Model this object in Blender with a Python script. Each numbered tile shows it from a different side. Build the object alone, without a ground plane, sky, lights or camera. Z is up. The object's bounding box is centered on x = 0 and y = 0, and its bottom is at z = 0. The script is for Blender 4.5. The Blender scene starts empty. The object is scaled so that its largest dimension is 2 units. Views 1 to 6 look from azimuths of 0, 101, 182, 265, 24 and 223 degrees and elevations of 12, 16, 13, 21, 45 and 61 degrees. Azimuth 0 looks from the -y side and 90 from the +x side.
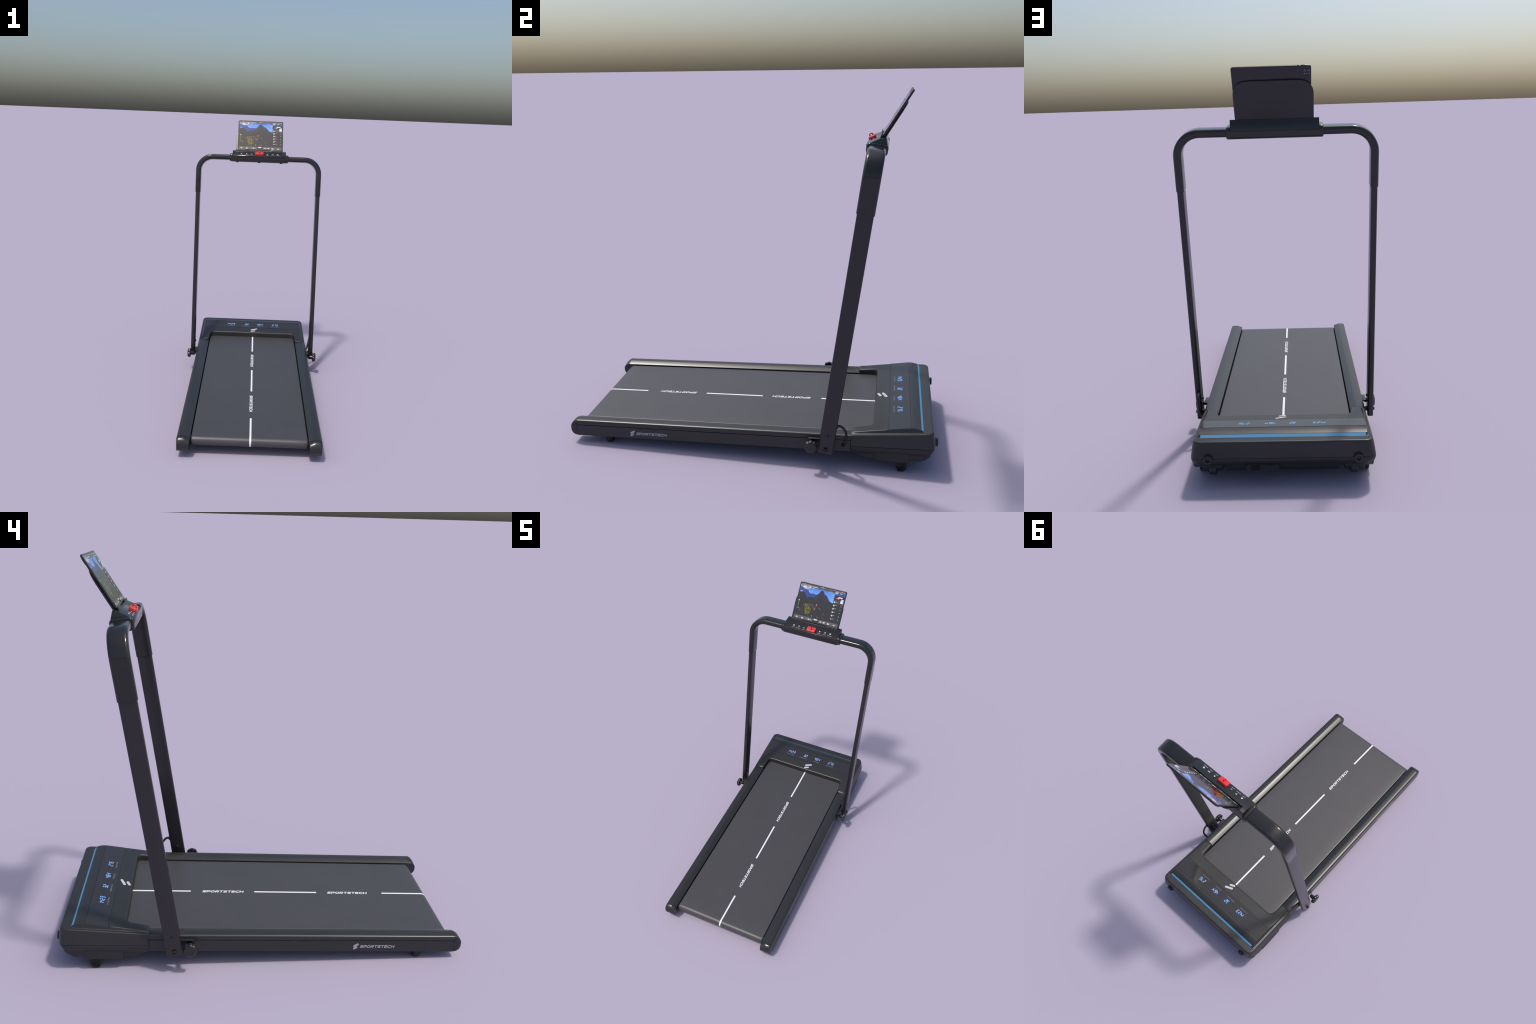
# Folding treadmill: tilted deck with belt and side rails, motor hood with display,
# two raked posts, padded handlebar with console and a tablet standing on it.
import bpy, bmesh, math
from math import sin, cos, pi, tan, radians, sqrt
from mathutils import Vector, Matrix
from mathutils.geometry import delaunay_2d_cdt

SLOPE = 0.0378                      # deck rises towards the motor end


def dk(x, y, z):
    """deck frame -> world (z measured from the level deck)"""
    return (x, y, z + SLOPE * y)


# ------------------------------------------------------------------ materials
def material(name, color, rough=0.4, spec=0.5, coat=0.0, coat_rough=0.1, metal=0.0,
             grain=0.0, grain_scale=300.0, bump=0.0, vary=0.0, vary_scale=6.0,
             rough_vary=0.0, emission=0.0):
    m = bpy.data.materials.new(name)
    m.use_nodes = True
    nt = m.node_tree
    b = nt.nodes["Principled BSDF"]
    b.inputs["Roughness"].default_value = rough
    b.inputs["Specular IOR Level"].default_value = spec
    b.inputs["Metallic"].default_value = metal
    b.inputs["Coat Weight"].default_value = coat
    b.inputs["Coat Roughness"].default_value = coat_rough
    if emission:
        b.inputs["Emission Color"].default_value = (*color, 1)
        b.inputs["Emission Strength"].default_value = emission
    co = nt.nodes.new("ShaderNodeTexCoord")
    fine = nt.nodes.new("ShaderNodeTexNoise")
    fine.inputs["Scale"].default_value = grain_scale
    fine.inputs["Detail"].default_value = 4
    nt.links.new(co.outputs["Object"], fine.inputs["Vector"])
    broad = nt.nodes.new("ShaderNodeTexNoise")
    broad.inputs["Scale"].default_value = vary_scale
    broad.inputs["Detail"].default_value = 3
    nt.links.new(co.outputs["Object"], broad.inputs["Vector"])
    mix = nt.nodes.new("ShaderNodeMix")
    mix.data_type = 'FLOAT'
    mix.inputs[0].default_value = grain / (grain + vary) if (grain + vary) > 0 else 0.5
    nt.links.new(broad.outputs["Fac"], mix.inputs[2])
    nt.links.new(fine.outputs["Fac"], mix.inputs[3])
    amp = grain + vary
    ramp = nt.nodes.new("ShaderNodeValToRGB")
    ramp.color_ramp.elements[0].position = 0.3
    ramp.color_ramp.elements[1].position = 0.7
    ramp.color_ramp.elements[0].color = (*[c * (1 - amp) for c in color], 1)
    ramp.color_ramp.elements[1].color = (*[c * (1 + amp) for c in color], 1)
    nt.links.new(mix.outputs[0], ramp.inputs["Fac"])
    nt.links.new(ramp.outputs["Color"], b.inputs["Base Color"])
    if rough_vary:
        mr = nt.nodes.new("ShaderNodeMapRange")
        mr.inputs["To Min"].default_value = max(0.02, rough - rough_vary)
        mr.inputs["To Max"].default_value = rough + rough_vary
        nt.links.new(broad.outputs["Fac"], mr.inputs["Value"])
        nt.links.new(mr.outputs["Result"], b.inputs["Roughness"])
    if bump:
        bp = nt.nodes.new("ShaderNodeBump")
        bp.inputs["Strength"].default_value = bump
        bp.inputs["Distance"].default_value = 0.001
        nt.links.new(fine.outputs["Fac"], bp.inputs["Height"])
        nt.links.new(bp.outputs["Normal"], b.inputs["Normal"])
    return m


M_BELT = material("belt_rubber", (0.0515, 0.0500, 0.0540), rough=0.42, grain=0.10, grain_scale=420,
                  bump=0.22, vary=0.03)
M_HOOD = material("satin_plastic", (0.0210, 0.0210, 0.0214), rough=0.36, grain=0.06, bump=0.05,
                  grain_scale=900, vary=0.04, rough_vary=0.02)
M_LOWER = material("matt_plastic", (0.0165, 0.0160, 0.0170), rough=0.5, grain=0.06, bump=0.05, grain_scale=900)
M_RAIL = material("rail_aluminium", (0.0215, 0.0217, 0.0222), rough=0.33, grain=0.05, grain_scale=700,
                  vary=0.04, rough_vary=0.03)
M_CAP = material("glossy_cap_plastic", (0.0170, 0.0170, 0.0175), rough=0.22, grain=0.04, grain_scale=700)
M_POST = material("post_powder_coat", (0.0165, 0.0155, 0.0175), rough=0.26, grain=0.02, grain_scale=150)
M_BAR = material("handlebar_grip", (0.0145, 0.0145, 0.0152), rough=0.17, grain=0.02, grain_scale=150)
M_CONSOLE = material("console_plastic", (0.0160, 0.0160, 0.0168), rough=0.12, grain=0.02, grain_scale=150)
M_HOLDER = material("holder_plastic", (0.0155, 0.0153, 0.0165), rough=0.34, grain=0.02, grain_scale=150)
M_SOCKET = material("socket_plastic", (0.0085, 0.0085, 0.0090), rough=0.6, grain=0.03)
M_DISPLAY = material("display_glass", (0.0270, 0.0265, 0.0285), rough=0.12, grain=0.02)
M_BLACK = material("black_rubber", (0.0060, 0.0060, 0.0065), rough=0.5, grain=0.1, bump=0.1)
M_GAP = material("dark_gap", (0.0025, 0.0025, 0.0028), rough=0.8)
M_WHITE = material("white_print", (0.72, 0.71, 0.74), rough=0.5, grain=0.02)
M_LOGO = material("pale_grey_print", (0.48, 0.47, 0.50), rough=0.5, grain=0.02)
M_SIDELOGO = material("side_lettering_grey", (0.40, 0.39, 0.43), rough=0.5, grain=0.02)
M_LABEL = material("label_grey", (0.22, 0.22, 0.225), rough=0.5)
M_DIGIT = material("blue_digits", (0.19, 0.39, 0.78), rough=0.35, emission=0.13)
M_STRIP = material("light_strip_blue", (0.130, 0.365, 0.600), rough=0.45, spec=0.3, grain=0.01)
M_RED = material("red_plastic", (0.60, 0.032, 0.036), rough=0.33, grain=0.03)
M_TABLET = material("tablet_case", (0.0150, 0.0148, 0.0165), rough=0.33, grain=0.04)
M_METAL = material("bolt_steel", (0.03, 0.03, 0.032), rough=0.3, metal=0.6)

# ------------------------------------------------------------------ helpers
ROOT = bpy.data.objects.new("treadmill", None)
bpy.context.scene.collection.objects.link(ROOT)
ROOT["label"] = "slim black folding treadmill with handlebar, console and tablet"
ROOT["category"] = "treadmill"


def link(name, mesh, mat, parent=None, smooth=35.0, stuff=False):
    ob = bpy.data.objects.new(name, mesh)
    bpy.context.scene.collection.objects.link(ob)
    ob.parent = parent if parent is not None else ROOT
    if mat and not mesh.materials:
        mesh.materials.append(mat)
    if smooth:
        for p in mesh.polygons:
            p.use_smooth = True
        mesh.set_sharp_from_angle(angle=radians(smooth))
    if stuff:
        ob["kind"] = "stuff"
    return ob


def mesh_from(name, verts, faces, normals=True):
    me = bpy.data.meshes.new(name)
    me.from_pydata([tuple(v) for v in verts], [], faces)
    me.validate()
    if normals:
        bm = bmesh.new()
        bm.from_mesh(me)
        bmesh.ops.remove_doubles(bm, verts=bm.verts, dist=1e-6)
        bmesh.ops.recalc_face_normals(bm, faces=bm.faces)
        bm.to_mesh(me)
        bm.free()
    me.update()
    return me


def bevel_mesh(me, width, segs=3, angle=30):
    bm = bmesh.new()
    bm.from_mesh(me)
    ed = [e for e in bm.edges if len(e.link_faces) == 2 and e.calc_face_angle(0) > radians(angle)]
    bmesh.ops.bevel(bm, geom=ed, offset=width, segments=segs, profile=0.5, affect='EDGES', clamp_overlap=True)
    bmesh.ops.recalc_face_normals(bm, faces=bm.faces)
    bm.to_mesh(me)
    bm.free()
    me.update()
    return me


def box(name, x0, x1, y0, y1, z0, z1, mat, parent=None, bev=0.0, segs=2, deck=False, mtx=None):
    v = [(x, y, z) for x in (x0, x1) for y in (y0, y1) for z in (z0, z1)]
    f = [(0, 1, 3, 2), (4, 6, 7, 5), (0, 4, 5, 1), (2, 3, 7, 6), (0, 2, 6, 4), (1, 5, 7, 3)]
    if deck:
        v = [dk(*p) for p in v]
    me = mesh_from(name, v, f)
    if bev:
        bevel_mesh(me, bev, segs)
    if mtx is not None:
        me.transform(mtx)
    return link(name, me, mat, parent)


def extrude_x(name, prof, x0, x1, mat, parent=None, bev=0.0, segs=2, angle=30, smooth=35):
    """(y, z) polygon extruded along x"""
    n = len(prof)
    v = [(x0, y, z) for y, z in prof] + [(x1, y, z) for y, z in prof]
    f = [tuple(range(n))[::-1], tuple(range(n, 2 * n))]
    f += [(i, (i + 1) % n, n + (i + 1) % n, n + i) for i in range(n)]
    me = mesh_from(name, v, f)
    if bev:
        bevel_mesh(me, bev, segs, angle)
    return link(name, me, mat, parent, smooth)


def loft(name, rings, mat, parent=None, cap=True, closed=True, smooth=35):
    n = len(rings[0])
    v = [p for r in rings for p in r]
    f = []
    for k in range(len(rings) - 1):
        for i in range(n if closed else n - 1):
            j = (i + 1) % n
            f.append((k * n + i, k * n + j, (k + 1) * n + j, (k + 1) * n + i))
    if cap:
        f.append(tuple(range(n))[::-1])
        f.append(tuple(range((len(rings) - 1) * n, len(rings) * n)))
    me = mesh_from(name, v, f)
    return link(name, me, mat, parent, smooth)


def lathe_x(name, prof, cy, cz, mat, parent=None, n=40, lobes=0, lobe_depth=0.0, smooth=40):
    """profile (x, r) turned round an axis parallel to x"""
    rings = []
    for x, r in prof:
        ring = []
        for i in range(n):
            a = 2 * pi * i / n
            ld = lobe_depth * min(1.0, abs(x - prof[-1][0]) / 0.010)
            rr = r * (1 - ld * (0.5 - 0.5 * cos(lobes * a)) ** 2) if lobes else r
            ring.append((x, cy + rr * cos(a), cz + rr * sin(a)))
        rings.append(ring)
    return loft(name, rings, mat, parent, smooth=smooth)


def lathe_y(name, prof, cx, cz, mat, parent=None, n=40, smooth=40):
    rings = [[(cx + r * cos(2 * pi * i / n), y, cz + r * sin(2 * pi * i / n)) for i in range(n)] for y, r in prof]
    return loft(name, rings, mat, parent, smooth=smooth)


def lathe_z(name, prof, cx, cy, mat, parent=None, n=32, smooth=40):
    rings = [[(cx + r * cos(2 * pi * i / n), cy + r * sin(2 * pi * i / n), z) for i in range(n)] for z, r in prof]
    return loft(name, rings, mat, parent, smooth=smooth)


def rounded_rect(w, h, r, seg=6):
    """outline points of a w x h rectangle with corner radius r, centred, counter-clockwise"""
    pts = []
    for cx, cy, a0 in ((w / 2 - r, h / 2 - r, 0), (-w / 2 + r, h / 2 - r, 90),
                       (-w / 2 + r, -h / 2 + r, 180), (w / 2 - r, -h / 2 + r, 270)):
        for k in range(seg + 1):
            a = radians(a0 + 90 * k / seg)
            pts.append((cx + r * cos(a), cy + r * sin(a)))
    return pts


def capsule(a, b, r, seg=10):
    ax, ay = a
    bx, by = b
    t = math.atan2(by - ay, bx - ax)
    pts = []
    for c, off in ((b, -pi / 2), (a, pi / 2)):
        for k in range(seg + 1):
            an = t + off + pi * k / seg
            pts.append((c[0] + r * cos(an), c[1] + r * sin(an)))
    return pts


def plate(name, pts, place, thick, mat, parent=None, smooth=0, stuff=False):
    """flat outline pts (u, v) given depth `thick`, put in the world by place(u, v, w)"""
    n = len(pts)
    v = [place(u, w, 0.0) for u, w in pts] + [place(u, w, thick) for u, w in pts]
    f = [tuple(range(n))[::-1], tuple(range(n, 2 * n))]
    f += [(i, (i + 1) % n, n + (i + 1) % n, n + i) for i in range(n)]
    me = mesh_from(name, v, f)
    return link(name, me, mat, parent, smooth, stuff)


def rect(u0, u1, v0, v1):
    return [(u0, v0), (u1, v0), (u1, v1), (u0, v1)]


def joined_plates(name, shapes, place, thick, mat, parent=None, stuff=False):
    v, f = [], []
    for pts in shapes:
        o, n = len(v), len(pts)
        v += [place(u, w, 0.0) for u, w in pts] + [place(u, w, thick) for u, w in pts]
        f += [tuple(range(o, o + n))[::-1], tuple(range(o + n, o + 2 * n))]
        f += [(o + i, o + (i + 1) % n, o + n + (i + 1) % n, o + n + i) for i in range(n)]
    me = bpy.data.meshes.new(name)
    me.from_pydata([tuple(p) for p in v], [], f)
    bm = bmesh.new()
    bm.from_mesh(me)
    bmesh.ops.recalc_face_normals(bm, faces=bm.faces)
    bm.to_mesh(me)
    bm.free()
    return link(name, me, mat, parent, 0, stuff)


def text_mesh(body, length, height, thick, shear=0.0, weight=0.0, spacing=1.0):
    """built-in font, fitted to length x cap height; lies in xy from the origin"""
    cu = bpy.data.curves.new("lettering", 'FONT')
    cu.body = body
    cu.size = 1.0
    cu.shear = 0.0
    cu.offset = weight
    cu.space_character = spacing
    cu.resolution_u = 4
    ob = bpy.data.objects.new("lettering_helper", cu)
    bpy.context.scene.collection.objects.link(ob)
    dg = bpy.context.evaluated_depsgraph_get()
    me = bpy.data.meshes.new_from_object(ob.evaluated_get(dg))
    bpy.data.objects.remove(ob)
    bpy.data.curves.remove(cu)
    xs = [v.co.x for v in me.vertices]
    ys = [v.co.y for v in me.vertices]
    x0, x1, y0, y1 = min(xs), max(xs), min(ys), max(ys)
    for v in me.vertices:
        yy = (v.co.y - y0) / (y1 - y0) * height
        v.co.x = (v.co.x - x0) / (x1 - x0) * (length - shear * height) + shear * yy
        v.co.y = yy
    bm = bmesh.new()
    bm.from_mesh(me)
    ret = bmesh.ops.extrude_face_region(bm, geom=bm.faces[:])
    bmesh.ops.translate(bm, verts=[g for g in ret["geom"] if isinstance(g, bmesh.types.BMVert)], vec=(0, 0, thick))
    bmesh.ops.recalc_face_normals(bm, faces=bm.faces)
    bm.to_mesh(me)
    bm.free()
    me.materials.clear()
    return me


def lettering(name, body, length, height, place, mat, parent, thick=0.0006, shear=0.0, weight=0.0, spacing=1.0):
    me = text_mesh(body, length, height, thick, shear, weight, spacing)
    for v in me.vertices:
        v.co = Vector(place(v.co.x, v.co.y, v.co.z))
    bm = bmesh.new()
    bm.from_mesh(me)
    bmesh.ops.recalc_face_normals(bm, faces=bm.faces)
    bm.to_mesh(me)
    bm.free()
    return link(name, me, mat, parent, 0)


def ribbon(path, t, closed=False):
    """a bold stroke of width t along a polyline, as separate quads that only share edges"""
    n = len(path)
    P = [Vector(p) for p in path]
    L_, R_ = [], []
    for i in range(n):
        a = P[i - 1] if (i > 0 or closed) else None
        b = P[(i + 1) % n] if (i < n - 1 or closed) else None
        d1 = (P[i] - a).normalized() if a is not None else (b - P[i]).normalized()
        d2 = (b - P[i]).normalized() if b is not None else d1
        nn = Vector((-d1.y - d2.y, d1.x + d2.x)).normalized()
        k = (t / 2) / max(nn.dot(Vector((-d1.y, d1.x))), 0.4)
        L_.append(P[i] + nn * k)
        R_.append(P[i] - nn * k)
    out = []
    for i in range(n if closed else n - 1):
        j = (i + 1) % n
        out.append([tuple(R_[i]), tuple(R_[j]), tuple(L_[j]), tuple(L_[i])])
    return out


def wide_letter(ch, t):
    """bold extended capitals drawn with strokes: (width, shapes) for cap height 1"""
    h, c, d = t / 2, 0.17, 0.12
    if ch == 'S':
        W = 1.0
        return W, ribbon([(W - 0.03, 1 - h), (h + c, 1 - h), (h, 1 - h - d), (h, 0.5 + d), (h + c, 0.5), (W - h - c, 0.5), (W - h, 0.5 - d),
                          (W - h, h + d), (W - h - c, h), (0.03, h)], t)
    if ch in 'PR':
        W = 1.0
        q = [rect(0, t, 0, 1)] + ribbon([(t, 1 - h), (W - h - c, 1 - h), (W - h, 1 - h - d), (W - h, 0.36 + d), (W - h - c, 0.36), (t, 0.36)], t)
        if ch == 'R':
            q.append([(0.40, 0.36 - h), (0.68, 0.36 - h), (1.02, 0), (0.72, 0)])
        return W, q
    if ch == 'O':
        W = 1.12
        return W, ribbon([(h, 0.5), (h, h + 0.22), (h + 0.24, h), (W - h - 0.24, h), (W - h, h + 0.22), (W - h, 1 - h - 0.22), (W - h - 0.24, 1 - h), (h + 0.24, 1 - h), (h, 1 - h - 0.22)], t, True)
    if ch == 'C':
        W = 1.05
        return W, ribbon([(W - 0.02, 1 - h), (h + 0.24, 1 - h), (h, 1 - h - 0.22), (h, h + 0.22), (h + 0.24, h), (W - 0.02, h)], t)
    if ch == 'T':
        W = 1.0
        return W, [rect(0, W, 1 - t, 1), rect(W / 2 - h, W / 2 + h, 0, 1 - t)]
    if ch == 'E':
        W = 0.92
        return W, [rect(0, t, 0, 1), rect(t, W, 0, t), rect(t, W - 0.05, 0.5 - h, 0.5 + h), rect(t, W, 1 - t, 1)]
    W = 1.05
    return W, [rect(0, t, 0, 1), rect(W - t, W, 0, 1), rect(t, W - t, 0.5 - h, 0.5 + h)]


def wide_word(word, length, height, shear, t=0.235, gap=0.13):
    x, shapes = 0.0, []
    for ch in word:
        W, q = wide_letter(ch, t)
        shapes += [[(x + u, v) for u, v in p] for p in q]
        x += W + gap
    total = x - gap
    return [[(u / total * (length - shear * height) + shear * height * v, v * height) for u, v in p] for p in shapes]


def tube(name, pts, r, mat, parent=None, n=14):
    """round tube along a Catmull-Rom path through pts"""
    P = [Vector(p) for p in pts]
    path = []
    for i in range(len(P) - 1):
        p0, p1, p2, p3 = P[max(i - 1, 0)], P[i], P[i + 1], P[min(i + 2, len(P) - 1)]
        for k in range(8):
            t = k / 8
            path.append(0.5 * ((2 * p1) + (p2 - p0) * t + (2 * p0 - 5 * p1 + 4 * p2 - p3) * t * t
                               + (3 * p1 - p0 - 3 * p2 + p3) * t ** 3))
    path.append(P[-1])
    rings = []
    for i, p in enumerate(path):
        t = (path[min(i + 1, len(path) - 1)] - path[max(i - 1, 0)]).normalized()
        a = t.cross(Vector((1, 0, 0.2))).normalized()
        b = t.cross(a)
        rings.append([p + r * (cos(2 * pi * k / n) * a + sin(2 * pi * k / n) * b) for k in range(n)])
    return loft(name, rings, mat, parent, smooth=60)


# ================================================================== belt
BELT_Z = 0.1485
ROLL_R = 0.0285
ROLL_Y = -0.9215


def belt_outline():
    """(y, z') of the visible belt loop: top run, round the tail roller, lower run"""
    pts = [(0.74, BELT_Z), (0.70, BELT_Z)]
    y = 0.66
    while y > ROLL_Y + 0.03:
        pts.append((y, BELT_Z))
        y -= 0.06
    for k in range(17):
        a = pi / 2 + pi * k / 16
        pts.append((ROLL_Y + ROLL_R * cos(a), BELT_Z - ROLL_R + ROLL_R * sin(a)))
    pts += [(-0.5, BELT_Z - 2 * ROLL_R), (0.74, BELT_Z - 2 * ROLL_R)]
    return pts


def belt_mesh():
    prof = belt_outline()
    xs = [(-0.3375, 0.004), (-0.3345, 0.0008), (-0.330, 0.0)] + [(-0.33 + 0.66 * k / 12, 0.0) for k in range(1, 12)] \
        + [(0.330, 0.0), (0.3345, 0.0008), (0.3375, 0.004)]
    cy, cz = ROLL_Y, BELT_Z - ROLL_R
    rings = []
    for x, d in xs:
        ring = []
        for y, z in prof:
            # the belt edge turns in a little
            if y < ROLL_Y:
                l = math.hypot(y - cy, z - cz)
                yy, zz = cy + (y - cy) * (l - d) / l, cz + (z - cz) * (l - d) / l
            else:
                yy, zz = y, z - d * (1 if z > cz else -1) * 0.5
            ring.append(dk(x, yy, zz))
        rings.append(ring)
    return rings


belt = loft("running_belt", belt_mesh(), M_BELT, cap=True)
STRIPE_X = 0.0045


def stripe(y0, y1, wrap=False):
    """white dash; the last one follows the belt round the roller"""
    w = 0.0056
    path = []
    n = 6
    for k in range(n + 1):
        path.append((y0 + (y1 - y0) * k / n, BELT_Z, 0.0, 1.0))
    if wrap:
        for k in range(1, 15):
            a = pi / 2 + pi * 0.80 * k / 14
            path.append((ROLL_Y + ROLL_R * cos(a), BELT_Z - ROLL_R + ROLL_R * sin(a), cos(a), sin(a)))
    rings = []
    for y, z, ny, nz in path:
        o = 0.0007
        rings.append([dk(STRIPE_X - w, y, z - 0.0005), dk(STRIPE_X + w, y, z - 0.0005),
                      dk(STRIPE_X + w, y + ny * o, z + nz * o), dk(STRIPE_X - w, y + ny * o, z + nz * o)])
    return loft("lane_marking", rings, M_WHITE, belt, smooth=30)


stripe(0.685, 0.363)
stripe(0.017, -0.326)
stripe(-0.696, ROLL_Y, wrap=True)
for ystart in (-0.386, 0.302):
    joined_plates("lettering", wide_word("SPORTSTECH", 0.228, 0.0192, 0.30),
                  lambda u, v, w, y0=ystart: dk(-0.0058 + v, y0 - u, BELT_Z + w + 0.0001), 0.0007, M_WHITE, belt)
# board and cross beams under the belt, between the runs
box("deck_board", -0.322, 0.322, -0.86, 0.70, BELT_Z - 0.022, BELT_Z - 0.003, M_LOWER, deck=True)
box("cross_beam", -0.343, 0.343, -0.86, -0.80, 0.074, 0.092, M_LOWER, deck=True)
for side in (1, -1):                      # near-black filler strip closing the slot between belt and rail
    box("slot_strip", side * 0.3150 - 0.0, side * 0.3452, -0.885, 0.70, 0.104, 0.121, M_GAP, deck=True)
for yb in (-0.30, 0.25):
    ob = bpy.data.objects["cross_beam"].copy()
    bpy.context.scene.collection.objects.link(ob)
    ob.location = (0, yb + 0.83, SLOPE * (yb + 0.83))
# tail roller core just inside the belt loop
lathe_x("tail_roller", [(-0.343, 0.012), (-0.343, 0.0255), (0.343, 0.0255), (0.343, 0.012)],
        ROLL_Y, BELT_Z - ROLL_R + SLOPE * ROLL_Y, M_GAP)

# ================================================================== side rails
RAIL_TOP = [(0.4205, 0.1540), (0.4200, 0.1567), (0.4190, 0.1590), (0.4176, 0.1608), (0.4158, 0.1623), (0.4135, 0.1635), (0.4080, 0.1652),
            (0.4000, 0.1658), (0.3900, 0.1661), (0.3775, 0.1660), (0.3755, 0.1656), (0.3490, 0.1549), (0.3458, 0.1534), (0.3445, 0.1518)]
RAIL_PROF = [(0.3445, 0.0745), (0.4190, 0.0735), (0.4205, 0.0748), (0.4205, 0.1365), (0.4170, 0.1372),
             (0.4170, 0.1392), (0.4205, 0.1399)] + RAIL_TOP
CAP_Y = -0.9595
for side in (1, -1):
    rings = []
    for y in (CAP_Y, 0.0, 0.66):
        rings.append([dk(side * x, y, z) for x, z in RAIL_PROF])
    rail = loft("side_rail", rings, M_RAIL, smooth=19)
    # rounded end cap: the rail section (groove filled) shrinking towards its tip
    prof = [(0.3448, 0.0745), (0.4150, 0.0735), (0.4205, 0.0760)] + [(x + 0.0003, z + 0.0003) for x, z in RAIL_TOP]
    rings = []
    zc = 0.119
    for k in range(13):
        a = (pi / 2) * k / 12
        y = CAP_Y - 0.0012 - 0.0392 * sin(a)
        s = max(cos(a), 0.02)
        ins = 0.006 * (1 - cos(a)) ** 1.5
        rings.append([dk(side * (0.3815 + (x - 0.3815) * (1 - ins / 0.04)), y, zc + (z - zc) * s) for x, z in prof])
    cap = loft("end_cap", rings, M_CAP, rail, smooth=40)
    # dark joint between cap and rail
    loft("cap_joint", [[dk(side * (0.3815 + (x - 0.3815) * 0.985), y, zc + (z - zc) * 0.985) for x, z in prof]
                       for y in (CAP_Y - 0.003, CAP_Y + 0.001)], M_GAP, rail)
    # socket-head screw sunk in the cap
    lathe_y("cap_screw", [(-0.9958, 0.0010), (-0.9958, 0.0052), (-0.975, 0.0052)], side * 0.3645, 0.0735, M_GAP, rail, n=16)
    # maker's mark and lettering on the outer face
    if side == 1:
        def place(u, v, w):
            return dk(0.4205 + w, u, v)
        org = -0.646
    else:
        def place(u, v, w):
            return dk(-0.4205 - w, -u, v)
        org = 0.443
    z0 = 0.0865
    joined_plates("maker_mark", [capsule((org + 0.0065, z0 + 0.0205), (org + 0.0225, z0 + 0.0300), 0.0056),
                                 capsule((org + 0.0060, z0 + 0.0062), (org + 0.0168, z0 + 0.0125), 0.0056)],
                  place, 0.0007, M_SIDELOGO, rail)
    joined_plates("side_lettering", wide_word("SPORTSTECH", 0.178, 0.0155, 0.25, t=0.22),
                  lambda u, v, w, o=org, pl=place: pl(o + 0.034 + u, 0.0960 + v, w), 0.0007, M_SIDELOGO, rail)
    # rubber foot under the tail end
    lathe_z("rubber_foot", [(0.0, 0.009), (0.0015, 0.0165), (0.006, 0.0215), (0.014, 0.0238), (0.050, 0.0238)],
            side * 0.386, -0.781, M_BLACK, rail)

# ================================================================== motor hood
HOOD_F, HOOD_R = 0.557, 0.979


def z_seam(y):
    return 0.132 + 0.046 * (y - 0.559)


def z_shoulder(y):
    return 0.1885 + 0.1045 * (y - 0.557)


def z_panel(y):
    return 0.226 + 0.165 * (y - 0.752)


ROLL_PTS = [(0.858, z_panel(0.858)), (0.868, 0.2447), (0.880, 0.2443), (0.892, 0.2425), (0.903, 0.2397),
            (0.9110, 0.2372), (0.9138, 0.2360), (0.9250, 0.2258), (0.9280, 0.2260), (0.9340, z_shoulder(0.934))]


def centre_line(y):
    if y <= 0.858:
        return z_panel(y)
    if y >= ROLL_PTS[-1][0]:
        return z_shoulder(y)
    for (a, za), (b, zb) in zip(ROLL_PTS, ROLL_PTS[1:]):
        if a <= y <= b:
            t = (y - a) / (b - a)
            return za + (zb - za) * t
    return z_shoulder(y)


def smoothstep(a, b, t):
    t = min(max((t - a) / (b - a), 0), 1)
    return t * t * (3 - 2 * t)


def rounded_path(corners, seg=8):
    """closed outline with an arc of the given radius at each (x, y, r) corner"""
    pts = []
    n = len(corners)
    for i in range(n):
        x, y, r = corners[i]
        p = Vector((x, y))
        a = (Vector(corners[i - 1][:2]) - p).normalized()
        b = (Vector(corners[(i + 1) % n][:2]) - p).normalized()
        ang = a.angle(b)
        d = r / tan(ang / 2)
        c = p + (a + b).normalized() * (r / sin(ang / 2))
        s, e = p + a * d - c, p + b * d - c
        a0, a1 = math.atan2(s.y, s.x), math.atan2(e.y, e.x)
        da = (a1 - a0 + pi) % (2 * pi) - pi
        for k in range(seg + 1):
            t = a0 + da * k / seg
            pts.append((c.x + r * cos(t), c.y + r * sin(t)))
    return pts


def densify(pts, step=0.008):
    out = []
    for i, p in enumerate(pts):
        q = pts[(i + 1) % len(pts)]
        l = math.hypot(q[0] - p[0], q[1] - p[1])
        m = max(1, int(l / step))
        for k in range(m):
            out.append((p[0] + (q[0] - p[0]) * k / m, p[1] + (q[1] - p[1]) * k / m))
    return out


def offset_pts(pts, d):
    """move a counter-clockwise closed outline inwards by d"""
    n = len(pts)
    out = []
    for i in range(n):
        a, b, c = pts[i - 1], pts[i], pts[(i + 1) % n]
        e1 = Vector((b[0] - a[0], b[1] - a[1])).normalized()
        e2 = Vector((c[0] - b[0], c[1] - b[1])).normalized()
        nrm = Vector((-e1.y, e1.x)) + Vector((-e2.y, e2.x))
        nrm /= max(nrm.length, 1e-6)
        k = d / max(nrm.dot(Vector((-e1.y, e1.x))), 0.5)
        out.append((b[0] + nrm.x * k, b[1] + nrm.y * k))
    return out


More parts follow.
